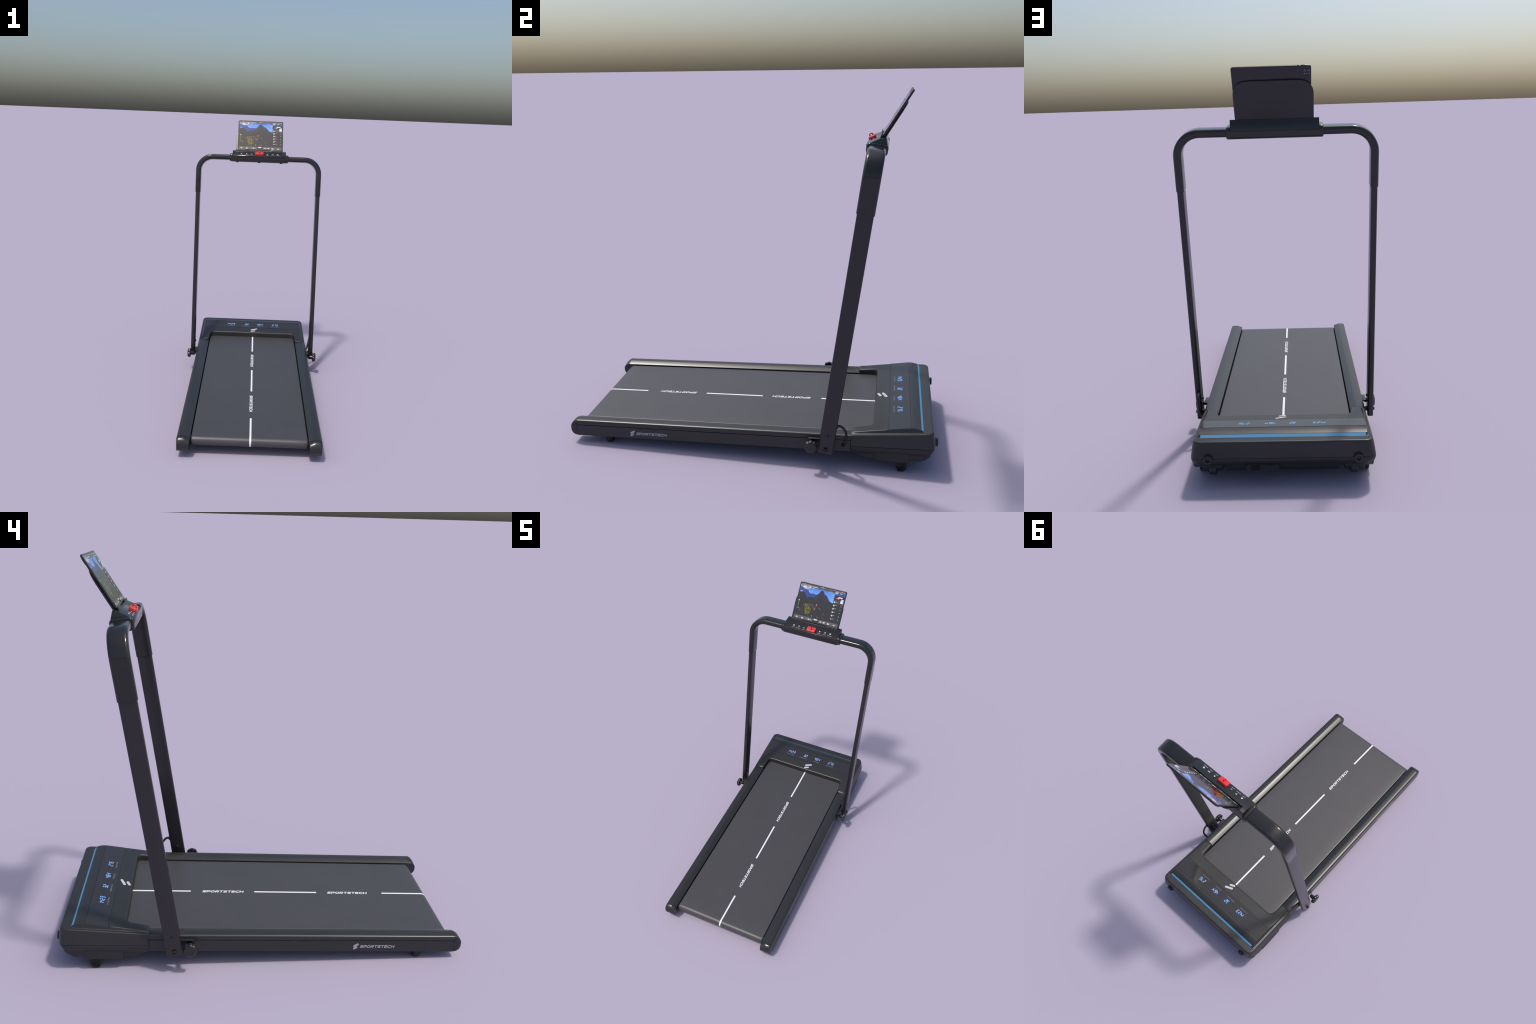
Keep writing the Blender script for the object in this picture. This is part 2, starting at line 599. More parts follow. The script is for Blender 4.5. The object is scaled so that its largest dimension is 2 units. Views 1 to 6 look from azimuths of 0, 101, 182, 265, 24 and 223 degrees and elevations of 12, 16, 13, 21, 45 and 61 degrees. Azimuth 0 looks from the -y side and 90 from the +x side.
HX = 0.4200
hood_corners = [(-HX, HOOD_F, 0.010), (-0.347, HOOD_F, 0.008), (-0.334, 0.671, 0.030), (0.334, 0.671, 0.030),
                (0.347, HOOD_F, 0.008), (HX, HOOD_F, 0.010), (HX, HOOD_R, 0.036), (-HX, HOOD_R, 0.036)]
OUT = densify(rounded_path(hood_corners))


def top_height(x, y):
    base = z_shoulder(y)
    lift = centre_line(y) - base
    m = 1 - smoothstep(0.3955, 0.4045, abs(x)) if lift > 0 else 1 - smoothstep(0.386, 0.394, abs(x))
    z = base + lift * m
    if y < 0.578 and abs(x) > 0.33:       # the wings roll over gently where they meet the rails
        z -= 0.0045 * ((0.578 - y) / 0.021) ** 2
    for g in (0.7515, 0.8605):            # fine joint lines either side of the display
        if abs(y - g) < 0.0011 and abs(x) < 0.3985:
            z -= 0.0016
    return z


def build_hood():
    fil = [(0.0, 0.0085), (0.0006, 0.0057), (0.0016, 0.0036), (0.0030, 0.0018), (0.0050, 0.0006), (0.0075, 0.0)]
    seg_n = len(OUT)
    def soft(y):                          # the rear edge is rounded more generously
        return 1 + 0.5 * smoothstep(0.92, 0.97, y) - 0.55 * (1 - smoothstep(0.560, 0.580, y))
    inner = []
    for d, _ in fil:
        flat = offset_pts(OUT, d)
        inner.append([(a[0] + (b[0] - a[0]) * soft(a[1]), a[1] + (b[1] - a[1]) * soft(a[1])) for a, b in zip(OUT, flat)])
    last = inner[-1]
    # interior sample points
    ys = []
    y = HOOD_F + 0.012
    while y < HOOD_R - 0.010:
        ys.append(y)
        y += 0.0032 if 0.85 < y < 0.956 else 0.010
    for g in (0.7515, 0.8605):
        ys = [q for q in ys if abs(q - g) > 0.003] + [g - 0.0016, g - 0.0009, g + 0.0009, g + 0.0016]
    xs = [-0.380 + 0.76 * k / 38 for k in range(39)]
    for s in (1, -1):
        xs += [s * q for q in (0.3855, 0.388, 0.3905, 0.393, 0.3955, 0.398, 0.4005, 0.403, 0.4055, 0.409)]
    lastv = [Vector(p) for p in last]

    def inside(px, py):
        c = False
        for i in range(seg_n):
            x1, y1 = last[i]
            x2, y2 = last[i - 1]
            if (y1 > py) != (y2 > py) and px < (x2 - x1) * (py - y1) / (y2 - y1) + x1:
                c = not c
        return c

    def clear(px, py):
        return min((px - q.x) ** 2 + (py - q.y) ** 2 for q in lastv) > 0.0018 ** 2
    pts = list(lastv)
    for yy in sorted(ys):
        for xx in sorted(xs):
            near = abs(xx) > 0.39 or yy < 0.70 or yy > 0.955
            if near:
                if not inside(xx, yy) or not clear(xx, yy):
                    continue
            pts.append(Vector((xx, yy)))
    edges = [(i, (i + 1) % seg_n) for i in range(seg_n)]
    v2, e2, f2, *_ = delaunay_2d_cdt(pts, edges, [], 1, 1e-7)
    verts = [(p.x, p.y, top_height(p.x, p.y)) for p in v2]
    faces = [tuple(f) for f in f2]
    # fillet rings and walls
    bm = bmesh.new()
    bv = [bm.verts.new(v) for v in verts]
    bm.verts.ensure_lookup_table()
    for f in faces:
        try:
            bm.faces.new([bv[i] for i in f])
        except ValueError:
            pass
    rings = []
    for ring, (d, drop) in zip(inner, fil):
        rings.append([bm.verts.new((x, y, top_height(x, y) - drop * soft(o[1]))) for (x, y), o in zip(ring, OUT)])
    # drafted wall down to the seam; the belt opening stays plumb and goes to the deck
    for t in (0.33, 0.66, 1.0):
        row = []
        for (x, y) in OUT:
            opening = abs(x) < 0.3485 and y < 0.675
            front = y < HOOD_F + 0.004
            g = 0.0 if opening else 0.0112 * t ** 0.8
            top = top_height(x, y) - fil[0][1] * soft(y)
            low = z_seam(y) + 0.0012
            if opening:
                low = BELT_Z + SLOPE * y - 0.006
            cx, cy = 0.0, 0.74
            nx = x + (g if x > 0 else -g) * (1 if abs(x) > 0.37 else 0)
            ny = y + (g * 0.6 if y > 0.94 else 0)
            row.append(bm.verts.new((nx, ny, top + (low - top) * t)))
        rings.insert(0, row)
    for a, b in zip(rings, rings[1:]):
        for i in range(seg_n):
            j = (i + 1) % seg_n
            bm.faces.new((a[i], a[j], b[j], b[i]))
    bmesh.ops.remove_doubles(bm, verts=bm.verts, dist=2e-5)
    bmesh.ops.recalc_face_normals(bm, faces=bm.faces)
    me = bpy.data.meshes.new("motor_hood")
    bm.to_mesh(me)
    bm.free()
    # outward normals: flip if the top faces down
    up = sum(p.normal.z * p.area for p in me.polygons)
    if up < 0:
        me.flip_normals()
    return me


hood = link("motor_hood", build_hood(), M_HOOD, smooth=50)

# inset wall behind the seam so that the joint reads as a dark groove
seam_ring = densify(rounded_path([(-0.4265, 0.562, 0.012), (0.4265, 0.562, 0.012), (0.4265, 0.980, 0.036), (-0.4265, 0.980, 0.036)]), 0.02)
loft("hood_seam", [[(x, y, z_seam(y) + o) for x, y in seam_ring] for o in (-0.010, 0.008)], M_GAP, hood)

# lower shell of the motor housing
low_corner = [(-0.4318, 0.557, 0.012), (0.4318, 0.557, 0.012), (0.4318, 0.9850, 0.040), (-0.4318, 0.9850, 0.040)]
LOW = densify(rounded_path(low_corner), 0.015)
rings = []
for d, drop in ((0.004, 0.0008), (0.0012, 0.0012), (0.0, 0.003), (0.0, 0.012), (0.0012, 0.021), (0.004, 0.028), (0.008, 0.038),
                (0.011, 0.0425), (0.0118, 0.0440)):
    ring = offset_pts(LOW, d)
    row = []
    for (x, y), (x0, y0) in zip(ring, LOW):
        under = smoothstep(0.93, 0.985, y0)
        row.append((x, y - 0.010 * under * (drop / 0.044) ** 2, z_seam(y) - drop))
    rings.append(row)
base = loft("motor_base", rings, M_LOWER, smooth=40)

# stepped belly pods left and right, shallower pan between them
pod = [(0.574, 0.096), (0.590, 0.084), (0.620, 0.0645), (0.681, 0.0650), (0.684, 0.0595), (0.860, 0.0655), (0.8625, 0.0715), (0.912, 0.0720),
       (0.928, 0.0785), (0.943, 0.0880), (0.958, 0.103), (0.964, 0.114), (0.964, 0.128), (0.574, 0.118)]
for side in (1, -1):
    extrude_x("belly_pod", pod, side * 0.262, side * 0.4205, M_LOWER, base, bev=0.004, segs=3)
    # raised cover over the stand foot, a little proud of the pod
    extrude_x("foot_cover", [(0.684, 0.106), (0.684, 0.0555), (0.860, 0.0610), (0.860, 0.1145)], side * 0.30, side * 0.4265, M_LOWER, base, bev=0.004, segs=3)
    # deeper boss round the transport wheel
    extrude_x("wheel_boss", [(0.866, 0.100), (0.872, 0.060), (0.925, 0.056), (0.944, 0.066), (0.954, 0.090), (0.954, 0.110)], side * 0.285, side * 0.382, M_LOWER, base, bev=0.006, segs=3)
pan = [(0.574, 0.096), (0.612, 0.072), (0.905, 0.060), (0.938, 0.066), (0.957, 0.090), (0.960, 0.120), (0.574, 0.115)]
extrude_x("belly_pan", pan, -0.262, 0.262, M_LOWER, base)
for side in (1, -1):
    # ribbed rubber stand foot, tapering to the floor
    cxf = side * 0.392
    fy = 0.8195
    prof = [(fy - 0.0305, 0.068), (fy - 0.0285, 0.030), (fy - 0.0215, 0.010), (fy - 0.013, 0.001), (fy - 0.009, 0.0),
            (fy + 0.009, 0.0), (fy + 0.013, 0.001), (fy + 0.0215, 0.010), (fy + 0.0285, 0.030), (fy + 0.0305, 0.068)]
    foot = extrude_x("stand_foot", prof, cxf - 0.019, cxf + 0.019, M_BLACK, base, bev=0.002)
    shapes = []
    for k in range(-2, 4):
        c0 = 0.012 * k
        shapes.append([(fy - 0.020, 0.012 + c0), (fy + 0.020, 0.042 + c0), (fy + 0.020, 0.0465 + c0), (fy - 0.020, 0.0165 + c0)])
    ribs = []
    for s in shapes:
        q = [(u, min(max(v, 0.006), 0.058)) for u, v in s]
        if q[1][1] - q[0][1] > 0.012 and abs(q[2][1] - q[1][1]) + abs(q[3][1] - q[0][1]) > 0.004:
            ribs.append(q)
    joined_plates("foot_tread", ribs, lambda u, v, w, s=side, c=cxf: (c + s * (0.019 + w), u, v), 0.0022, M_BLACK, base)
    # transport wheel
    wx = side * 0.3325
    lathe_x("transport_wheel", [(wx - 0.018, 0.010), (wx - 0.018, 0.027), (wx - 0.015, 0.0305), (wx - 0.008, 0.0315),
                                (wx + 0.008, 0.0315), (wx + 0.015, 0.0305), (wx + 0.018, 0.027), (wx + 0.018, 0.010)],
            0.926, 0.0735, M_LOWER, base)
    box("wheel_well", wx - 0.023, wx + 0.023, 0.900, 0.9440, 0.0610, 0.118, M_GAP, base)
    # rear bumper pegs with a sunk centre
    px = side * 0.3478
    lathe_y("bumper_peg", [(0.970, 0.0215), (0.9985, 0.0215), (1.0, 0.0200), (1.0, 0.0105), (0.9930, 0.0095), (0.9930, 0.001)],
            px, 0.1515, M_LOWER, base)

# mains socket and rocker switch, low on the rear
sk_m = Matrix.Translation((0.0965, 0.9655, 0.0920)) @ Matrix.Rotation(radians(24), 4, 'X')


def socket_place(u, v, w):
    return tuple(sk_m @ Vector((-u, w, v)))


sock = plate("socket_plate", rounded_rect(0.156, 0.030, 0.0148, 8), socket_place, 0.004, M_SOCKET, base, smooth=40)
plate("power_inlet", rounded_rect(0.043, 0.024, 0.006), lambda u, v, w: socket_place(u - 0.033, v, w + 0.0042), 0.0015, M_GAP, base)
plate("rocker_switch", rounded_rect(0.036, 0.020, 0.003), lambda u, v, w: socket_place(u + 0.040, v, w + 0.0042), 0.004, M_SOCKET, base)

# ---- display, figures, labels, light strip, mark on the hood
disp_y0, disp_y1 = 0.7528, 0.8592
dispv = []
plate("display_panel", rect(-0.3955, 0.3955, disp_y0, disp_y1), lambda u, v, w: (u, v, z_panel(v) - 0.0006 + w), 0.0012, M_DISPLAY, hood)


def on_panel(u, v, w):
    return (u, v, z_panel(v) + 0.0006 + w)


SEG = {'0': 'abcdef', '1': 'bc', '2': 'abged', '3': 'abgcd', '4': 'fgbc', '5': 'afgcd', '6': 'afgedc', '7': 'abc', '8': 'abcdefg',
       '9': 'abcdfg'}


def seven_segment(ch, x0, y0, w, h, t, slant):
    """outlines of the lit bars of one figure"""
    bars = {'a': ((0, h), (w, h)), 'g': ((0, h / 2), (w, h / 2)), 'd': ((0, 0), (w, 0)),
            'f': ((0, h / 2), (0, h)), 'e': ((0, 0), (0, h / 2)), 'b': ((w, h / 2), (w, h)), 'c': ((w, 0), (w, h / 2))}
    out = []
    for s in SEG[ch]:
        (ax, ay), (bx, by) = bars[s]
        g = 0.0004
        if ay == by:
            p = [(ax + g, ay), (ax + g + t / 2, ay - t / 2), (bx - g - t / 2, ay - t / 2), (bx - g, ay), (bx - g - t / 2, ay + t / 2), (ax + g + t / 2, ay + t / 2)]
        else:
            p = [(ax, ay + g), (ax + t / 2, ay + g + t / 2), (ax + t / 2, by - g - t / 2), (ax, by - g), (ax - t / 2, by - g - t / 2), (ax - t / 2, ay + g + t / 2)]
        out.append([(x0 + u + slant * v, y0 + v) for u, v in p])
    return out


def figure(text, x0, y0=0.7955, w=0.0112, h=0.0225, t=0.0040, slant=0.17, pitch=0.0175):
    x = x0
    shapes = []
    for ch in text:
        if ch in '.:':
            for dy in ((0.0,) if ch == '.' else (0.006, 0.0165)):
                sx = x - 0.0048 + slant * dy
                shapes.append([(sx - 0.0017, y0 + dy - 0.0017), (sx + 0.0017, y0 + dy - 0.0017), (sx + 0.0021, y0 + dy + 0.0017), (sx - 0.0013, y0 + dy + 0.0017)])
            if ch == ':':
                x += 0.002
            continue
        shapes += seven_segment(ch, x - (w * 0.45 if ch == '1' else 0), y0, w, h, t, slant)
        x += pitch * (0.72 if ch == '1' else 1)
    joined_plates("display_figure", shapes, on_panel, 0.0005, M_DIGIT, hood)


figure("14:23", -0.2105)
figure("3.2", -0.0640)
figure("4.64", 0.0375)
figure("275", 0.1640)
for body, a, b in (("TIME/STEPS", -0.216, -0.149), ("SPEED/INCL.", -0.092, -0.019), ("DISTANCE", 0.036, 0.088), ("CAL./PULSE", 0.151, 0.217)):
    lettering("display_label", body, b - a, 0.0070, lambda u, v, w, a=a: on_panel(a + u, 0.7725 + v, w), M_LABEL, hood, thick=0.0004, weight=0.004)

# glowing strip set into the roll behind the display
sy0, sz0, sy1, sz1 = 0.9142, 0.2362, 0.9252, 0.2268
extrude_x("light_strip", [(sy0, sz0), (sy1, sz1 - 0.0005), (sy1 - 0.006, sz1 - 0.004), (sy0 - 0.002, sz0 - 0.004)], -0.3875, 0.3875, M_STRIP, hood, smooth=0)

mark = [capsule((-0.0070, 0.7135), (0.0338, 0.7318), 0.0073), capsule((-0.0050, 0.6880), (0.0188, 0.6990), 0.0073)]
joined_plates("maker_mark", mark, lambda u, v, w: (u, v, z_panel(v) + 0.0001 + w), 0.0007, M_LOGO, hood)

# ================================================================== posts
TILT = radians(7.75)
P_BASE = Vector((0, 0.433, 0.100))
P_UP = Vector((0, sin(TILT), cos(TILT)))
P_BACK = Vector((0, cos(TILT), -sin(TILT)))


def up(x, s, t):
    """post frame: x across, s along the post, t towards the motor end"""
    return Vector((x, 0, 0)) + P_BASE + P_UP * s + P_BACK * t


POST_X = 0.4585
for side in (1, -1):
    sec = rounded_rect(0.0305, 0.0790, 0.0085, 5)
    rings = []
    for s, k in ((0.0, 0.93), (0.0012, 0.975), (0.0035, 1.0), (0.6, 1.0), (1.30, 1.0)):
        rings.append([up(side * POST_X + u - u * (1 - k) * 0.5, s, v * k) for u, v in sec])
    post = loft("upright_post", rings, M_POST, smooth=30)
    xo = side * (POST_X + 0.01525)

    def at(s, t):
        p = up(0, s, t)
        return p.y, p.z
    # through hole and pivot bolt
    cy, cz = 0.4475, 0.207
    lathe_x("bolt_hole", [(xo - side * 0.001, 0.0058), (xo + side * 0.0006, 0.0058)], cy, cz, M_GAP, post, n=20)
    cy, cz = 0.4365, 0.124
    lathe_x("pivot_bolt", [(side * 0.421, 0.0065), (side * 0.4745, 0.0065), (side * 0.4745, 0.0098), (xo + side * 0.0080, 0.0098),
                           (xo + side * 0.0095, 0.0085), (xo + side * 0.0095, 0.0045), (xo + side * 0.0060, 0.0042), (xo + side * 0.0060, 0.0005)],
            cy, cz, M_METAL, post, n=24)
    lathe_x("pivot_spacer", [(side * 0.421, 0.0125), (side * 0.4450, 0.0125)], cy, cz, M_METAL, post, n=24)
    lathe_x("inner_bolt", [(side * 0.4365, 0.0005), (side * 0.4365, 0.0060), (side * 0.4380, 0.0075), (side * 0.4455, 0.0075)], 0.4475, 0.207, M_METAL, post, n=20)
    # bracket on the rail
    extrude_x("hinge_bracket", [(0.338, 0.095), (0.470, 0.100), (0.470, 0.164), (0.338, 0.160)], side * 0.4208, side * 0.4248, M_BLACK, post, bev=0.001)
    extrude_x("hinge_flange", [(0.345, 0.1600), (0.420, 0.1630), (0.420, 0.1655), (0.345, 0.1625)], side * 0.4208, side * 0.4400, M_POST, post, bev=0.0008)
    # star knob
    ky, kz = 0.3605, 0.1365
    knob = lathe_x("clamp_knob", [(side * 0.4690, 0.012), (side * 0.4690, 0.0310), (side * 0.4705, 0.0342), (side * 0.4740, 0.0355),
                                  (side * 0.4800, 0.0350), (side * 0.4850, 0.0338), (side * 0.4890, 0.0318), (side * 0.4915, 0.0285),
                                  (side * 0.4926, 0.0240), (side * 0.4928, 0.0010)], ky, kz, M_CAP, post, n=112, lobes=8, lobe_depth=0.14)
    lathe_x("knob_shaft", [(side * 0.4210, 0.0070), (side * 0.4340, 0.0070), (side * 0.4370, 0.0105), (side * 0.4560, 0.0140), (side * 0.4700, 0.0165)],
            ky, kz, M_CAP, post, n=28)
    lathe_x("shaft_collar", [(side * 0.4210, 0.0130), (side * 0.4300, 0.0130)], ky, kz, M_METAL, post, n=28)

# signal cable from the post into the rail (one side only)
g0 = up(0.457, 0.150, 0.036)
lathe_y("cable_grommet", [(g0.y - 0.004, 0.0115), (g0.y + 0.006, 0.0115), (g0.y + 0.009, 0.0085)], 0.4565, 0.253, M_BLACK, n=20)
cable = tube("signal_cable", [(0.4560, 0.488, 0.254), (0.4555, 0.506, 0.2565), (0.4540, 0.5225, 0.246), (0.4520, 0.5355, 0.224),
                              (0.4490, 0.5390, 0.197), (0.4440, 0.5355, 0.168), (0.4370, 0.5300, 0.146), (0.4180, 0.5240, 0.130)], 0.0065, M_BLACK)
lathe_x("cable_hole", [(0.4195, 0.0125), (0.4212, 0.0125)], 0.522, 0.130, M_GAP, cable, n=24)

# ================================================================== handlebar
BAR_S = (1.6225 - 0.100) / cos(TILT)
SL_S = (1.352 - 0.100) / cos(TILT)
R_BEND = 0.107
path = [(-POST_X, SL_S), (-POST_X, SL_S + 0.0015), (-POST_X, SL_S + 0.004), (-POST_X, BAR_S - R_BEND - 0.002)]
for k in range(0, 19):
    a = pi - (pi / 2) * k / 18
    path.append((-POST_X + R_BEND + R_BEND * cos(a), BAR_S - R_BEND + R_BEND * sin(a)))
left = path[:]
path = left + [(0.0, BAR_S)] + [(-x, s) for x, s in reversed(left)]
sec = rounded_rect(0.0385, 0.0872, 0.0150, 7)
rings = []
for i, (x, s) in enumerate(path):
    x0, s0 = path[max(i - 1, 0)]
    x1, s1 = path[min(i + 1, len(path) - 1)]
    t = Vector((x1 - x0, s1 - s0)).normalized()
    n = Vector((-t.y, t.x))
    k = {0: 0.90, 1: 0.965}.get(min(i, len(path) - 1 - i), 1.0)
    rings.append([up(x + n.x * u * k, s + n.y * u * k, v * (0.5 + 0.5 * k)) for u, v in sec])
bar = loft("handlebar", rings, M_BAR, smooth=40)

# ================================================================== console
cprof = [(0.5905, 1.5985), (0.5870, 1.6030), (0.5868, 1.6435), (0.5885, 1.6460), (0.6535, 1.6728), (0.6805, 1.6775), (0.6925, 1.6270),
         (0.6905, 1.6040), (0.6850, 1.5975), (0.6600, 1.5930), (0.6120, 1.5930)]
console = extrude_x("console", cprof, -0.2035, 0.2035, M_CONSOLE, bev=0.0006, angle=20)
# collars hugging the bar at both ends
rings = []
stations = [(0.2030, 0.0), (0.2045, 0.0), (0.2165, 0.0), (0.2205, -0.0012), (0.2225, -0.0036), (0.2225, -0.0080)]
for x, g in [(-x, g) for x, g in reversed(stations)] + stations:
    sc = rounded_rect(0.0575 + 2 * g, 0.1060 + 2 * g, 0.020, 7)
    crest = 0.008 if abs(x) < 0.204 else 1.0      # between the collars it only forms the underside
    rings.append([up(x, BAR_S - 0.0003 + min(u, crest), v) for u, v in sc])
loft("bar_collar", rings, M_CONSOLE, console, smooth=40)
for x in (-0.165, 0.0, 0.168):
    lathe_z("clamp_boss", [(1.5895, 0.006), (1.5905, 0.010), (1.600, 0.011)], x, 0.612, M_CONSOLE, console, n=20)
# a fine ledge line on the front face
extrude_x("front_ledge", [(0.5860, 1.6180), (0.5860, 1.6192), (0.5880, 1.6192), (0.5880, 1.6180)], -0.200, 0.200, M_GAP, console)

C_ORG = Vector((0, 0.5885, 1.6460))
C_UP = Vector((0, 0.0650, 0.0268)).normalized()
C_N = Vector((0, -C_UP.z, C_UP.y))


def on_console(u, v, w):
    return Vector((u, 0, 0)) + C_ORG + C_UP * v + C_N * (w + 0.0003)


def circle(cx, cy, r, n=20):
    return [(cx + r * cos(2 * pi * k / n), cy + r * sin(2 * pi * k / n)) for k in range(n)]


def ring_quads(cx, cy, r0, r1, n=20):
    out = []
    for k in range(n):
        a, b = 2 * pi * k / n, 2 * pi * (k + 1) / n
        out.append([(cx + r0 * cos(a), cy + r0 * sin(a)), (cx + r1 * cos(a), cy + r1 * sin(a)),
                    (cx + r1 * cos(b), cy + r1 * sin(b)), (cx + r0 * cos(b), cy + r0 * sin(b))])
    return out


IC = 0.030
stop = [[(-0.1355 + (0.0056 if k % 2 == 0 else 0.0040) * cos(pi * k / 8), IC + (0.0056 if k % 2 == 0 else 0.0040) * sin(pi * k / 8)) for k in range(16)]]
joined_plates("button_symbol", stop, on_console, 0.0005, M_WHITE, console)
lettering("button_symbol", "P", 0.0080, 0.0105, lambda u, v, w: on_console(-0.100 + u, IC - 0.0050 + v, w), M_WHITE, console, weight=0.03)
joined_plates("button_symbol", [rect(-0.0635, -0.0535, IC - 0.0045, IC - 0.0018)], on_console, 0.0005, M_WHITE, console)
joined_plates("button_symbol", [rect(0.0565, 0.0660, IC - 0.0015, IC + 0.0015), rect(0.0598, 0.0628, IC - 0.0049, IC - 0.0016), rect(0.0598, 0.0628, IC + 0.0016, IC + 0.0049)],
              on_console, 0.0005, M_WHITE, console)
lettering("button_symbol", "M", 0.0120, 0.0100, lambda u, v, w: on_console(0.0955 + u, IC - 0.0050 + v, w), M_WHITE, console, weight=0.03)
joined_plates("button_symbol", ring_quads(0.140, IC, 0.0036, 0.0058) + [[(0.1385, IC - 0.0022), (0.1425, IC), (0.1385, IC + 0.0022)]], on_console, 0.0005, M_WHITE, console)
for body, a, b in (("STOP", -0.146, -0.125), ("PROGRAM", -0.114, -0.082), ("SLOW", -0.067, -0.049),
                   ("FAST", 0.052, 0.071), ("MODE", 0.092, 0.111), ("START/PAUSE", 0.124, 0.155)):
    lettering("button_label", body, b - a, 0.0036, lambda u, v, w, a=a: on_console(a + u, 0.0122 + v, w), M_WHITE, console, thick=0.0004, weight=0.004)

# red safety key with a loop
rings = []
for w, k in ((-0.001, 0.0), (0.0105, 0.0), (0.0125, 0.0008), (0.0136, 0.0022), (0.0140, 0.0045)):
    rings.append([on_console(u, 0.0245 + v, w) for u, v in rounded_rect(0.0645 - 2 * k, 0.0375 - 2 * k, 0.0075 - k, 5)])
key = loft("safety_key", rings, M_RED, console, smooth=45)
LR, lr = 0.0085, 0.0034
ringsl = []
for k in range(29):
    a = -0.35 + (pi + 0.70) * k / 28
    c = (LR * cos(a), LR * sin(a))
    ringsl.append([on_console(0.0 + 1.25 * lr * sin(2 * pi * j / 12), 0.0230 + (LR + lr * cos(2 * pi * j / 12)) * cos(a),
                              0.0175 + (LR + lr * cos(2 * pi * j / 12)) * sin(a)) for j in range(12)])
loft("key_loop", ringsl, M_RED, console, smooth=60)

# ================================================================== tablet and its holder
T_ANG = math.atan2(0.135, 0.218)
T_ORG = Vector((0.0045, 0.664, 1.684))
T_UP = Vector((0, sin(T_ANG), cos(T_ANG)))
T_N = Vector((0, -cos(T_ANG), sin(T_ANG)))      # out of the screen


def tb(u, v, w):
    """tablet frame: u across from the tablet's middle, v up the screen, w out of it"""
    return Vector((u, 0, 0)) + T_ORG + T_UP * v + T_N * w


# cradle: back rest, tray and front lip
def rest_outline(d=0.0):
    hw, top, r = 0.1795 - d, 0.1945 - d, 0.075
    pts = [(-hw, -0.0120), (hw, -0.0120)]
    for k in range(11):
        a = (pi / 2) * k / 10
        pts.append((hw - r + r * cos(a) ** 0.85 if cos(a) > 1e-6 else hw - r, top - r + r * sin(a) ** 0.85))
    for k in range(11):
        a = pi / 2 + (pi / 2) * k / 10
        ca = max(-cos(a), 0.0)
        pts.append((-(hw - r) - r * ca ** 0.85, top - r + r * sin(a) ** 0.85))
    return pts


rings = []
for w, d in ((-0.0115, 0.002), (-0.0122, 0.0), (-0.0150, 0.0), (-0.0168, 0.0012), (-0.0178, 0.0040)):
    rings.append([tb(u - 0.0045, v, w) for u, v in rest_outline(d)])
holder = loft("tablet_holder", rings, M_HOLDER, console, smooth=40)

LIP_N = 48
lipv = []
for k in range(LIP_N + 1):
    x = -0.178 + 0.356 * k / LIP_N
    h = 0.0110 + 0.0095 * smoothstep(0.078, 0.102, abs(x))
    h -= 0.004 * smoothstep(0.172, 0.178, abs(x))
    b = Vector((x, 0.6525, 1.6705))
    d = Vector((0, 0.22, 0.975))
    n = Vector((0, -0.975, 0.22))
    ring = [b - n * 0.0045, b + n * 0.0012, b + n * 0.0008 + d * (h - 0.001), b + n * 0.0000 + d * h, b - n * 0.0022 + d * h, b - n * 0.0040 + d * (h * 0.3)]
    lipv.append(ring)
loft("holder_lip", lipv, M_HOLDER, console, smooth=40)
extrude_x("holder_tray", [(0.6570, 1.6730), (0.6570, 1.6760), (0.6740, 1.6790), (0.6810, 1.6770)], -0.178, 0.178, M_GAP, console)

TW, TH, TD = 0.3470, 0.2600, 0.0095
rings = []
for w, d in ((0.0, 0.0013), (-0.0006, 0.0004), (-0.0018, 0.0), (-TD + 0.0025, 0.0), (-TD + 0.0008, 0.0007), (-TD, 0.0026)):
    rings.append([tb(u, TH / 2 - 0.003 + v, w) for u, v in rounded_rect(TW - 2 * d, TH - 2 * d, 0.0105 - d, 6)])
tablet = loft("tablet", rings, M_TABLET, smooth=45)
tablet.parent = None                      # stands loose in the holder: a thing of its own
tablet["label"] = "thin black tablet showing a mountain workout screen"
tablet["category"] = "tablet"
# keys on the top edge, camera group on the back
for a, b in ((-0.154, -0.130), (-0.1255, -0.1140)):
    v = [tb(u, TH - 0.0035 + vv, ww) for u in (a, b) for vv in (0, 0.0022) for ww in (-0.0035, -0.0085)]
    me = mesh_from("side_key", v, [(0, 1, 3, 2), (4, 6, 7, 5), (0, 4, 5, 1), (2, 3, 7, 6), (0, 2, 6, 4), (1, 5, 7, 3)])
    bevel_mesh(me, 0.0006, 2)
    link("side_key", me, M_CONSOLE, tablet)
M_LENS = material("lens_glass", (0.02, 0.03, 0.16), rough=0.08, coat=1.0)
M_FLASH = material("flash_pale", (0.34, 0.25, 0.24), rough=0.4)
M_SENSOR = material("sensor_amber", (0.20, 0.10, 0.05), rough=0.4)


def back(u, v, w):
    return tb(u - 0.0045, v, -TD - w)


plate("camera_plate", [(u - 0.1500, v + 0.228) for u, v in rounded_rect(0.036, 0.030, 0.006)], back, 0.0008, M_TABLET, tablet)
for x in (-0.1415, -0.1585):
    plate("camera_lens", circle(x, 0.2355, 0.0055, 24), lambda u, v, w: back(u, v, w + 0.0008), 0.0010, M_LENS, tablet, smooth=40)
for x, m in ((-0.1405, M_FLASH), (-0.1500, M_SENSOR), (-0.1600, M_FLASH)):
    plate("camera_flash", circle(x, 0.2200, 0.0024, 16), lambda u, v, w: back(u, v, w + 0.0008), 0.0006, m, tablet)

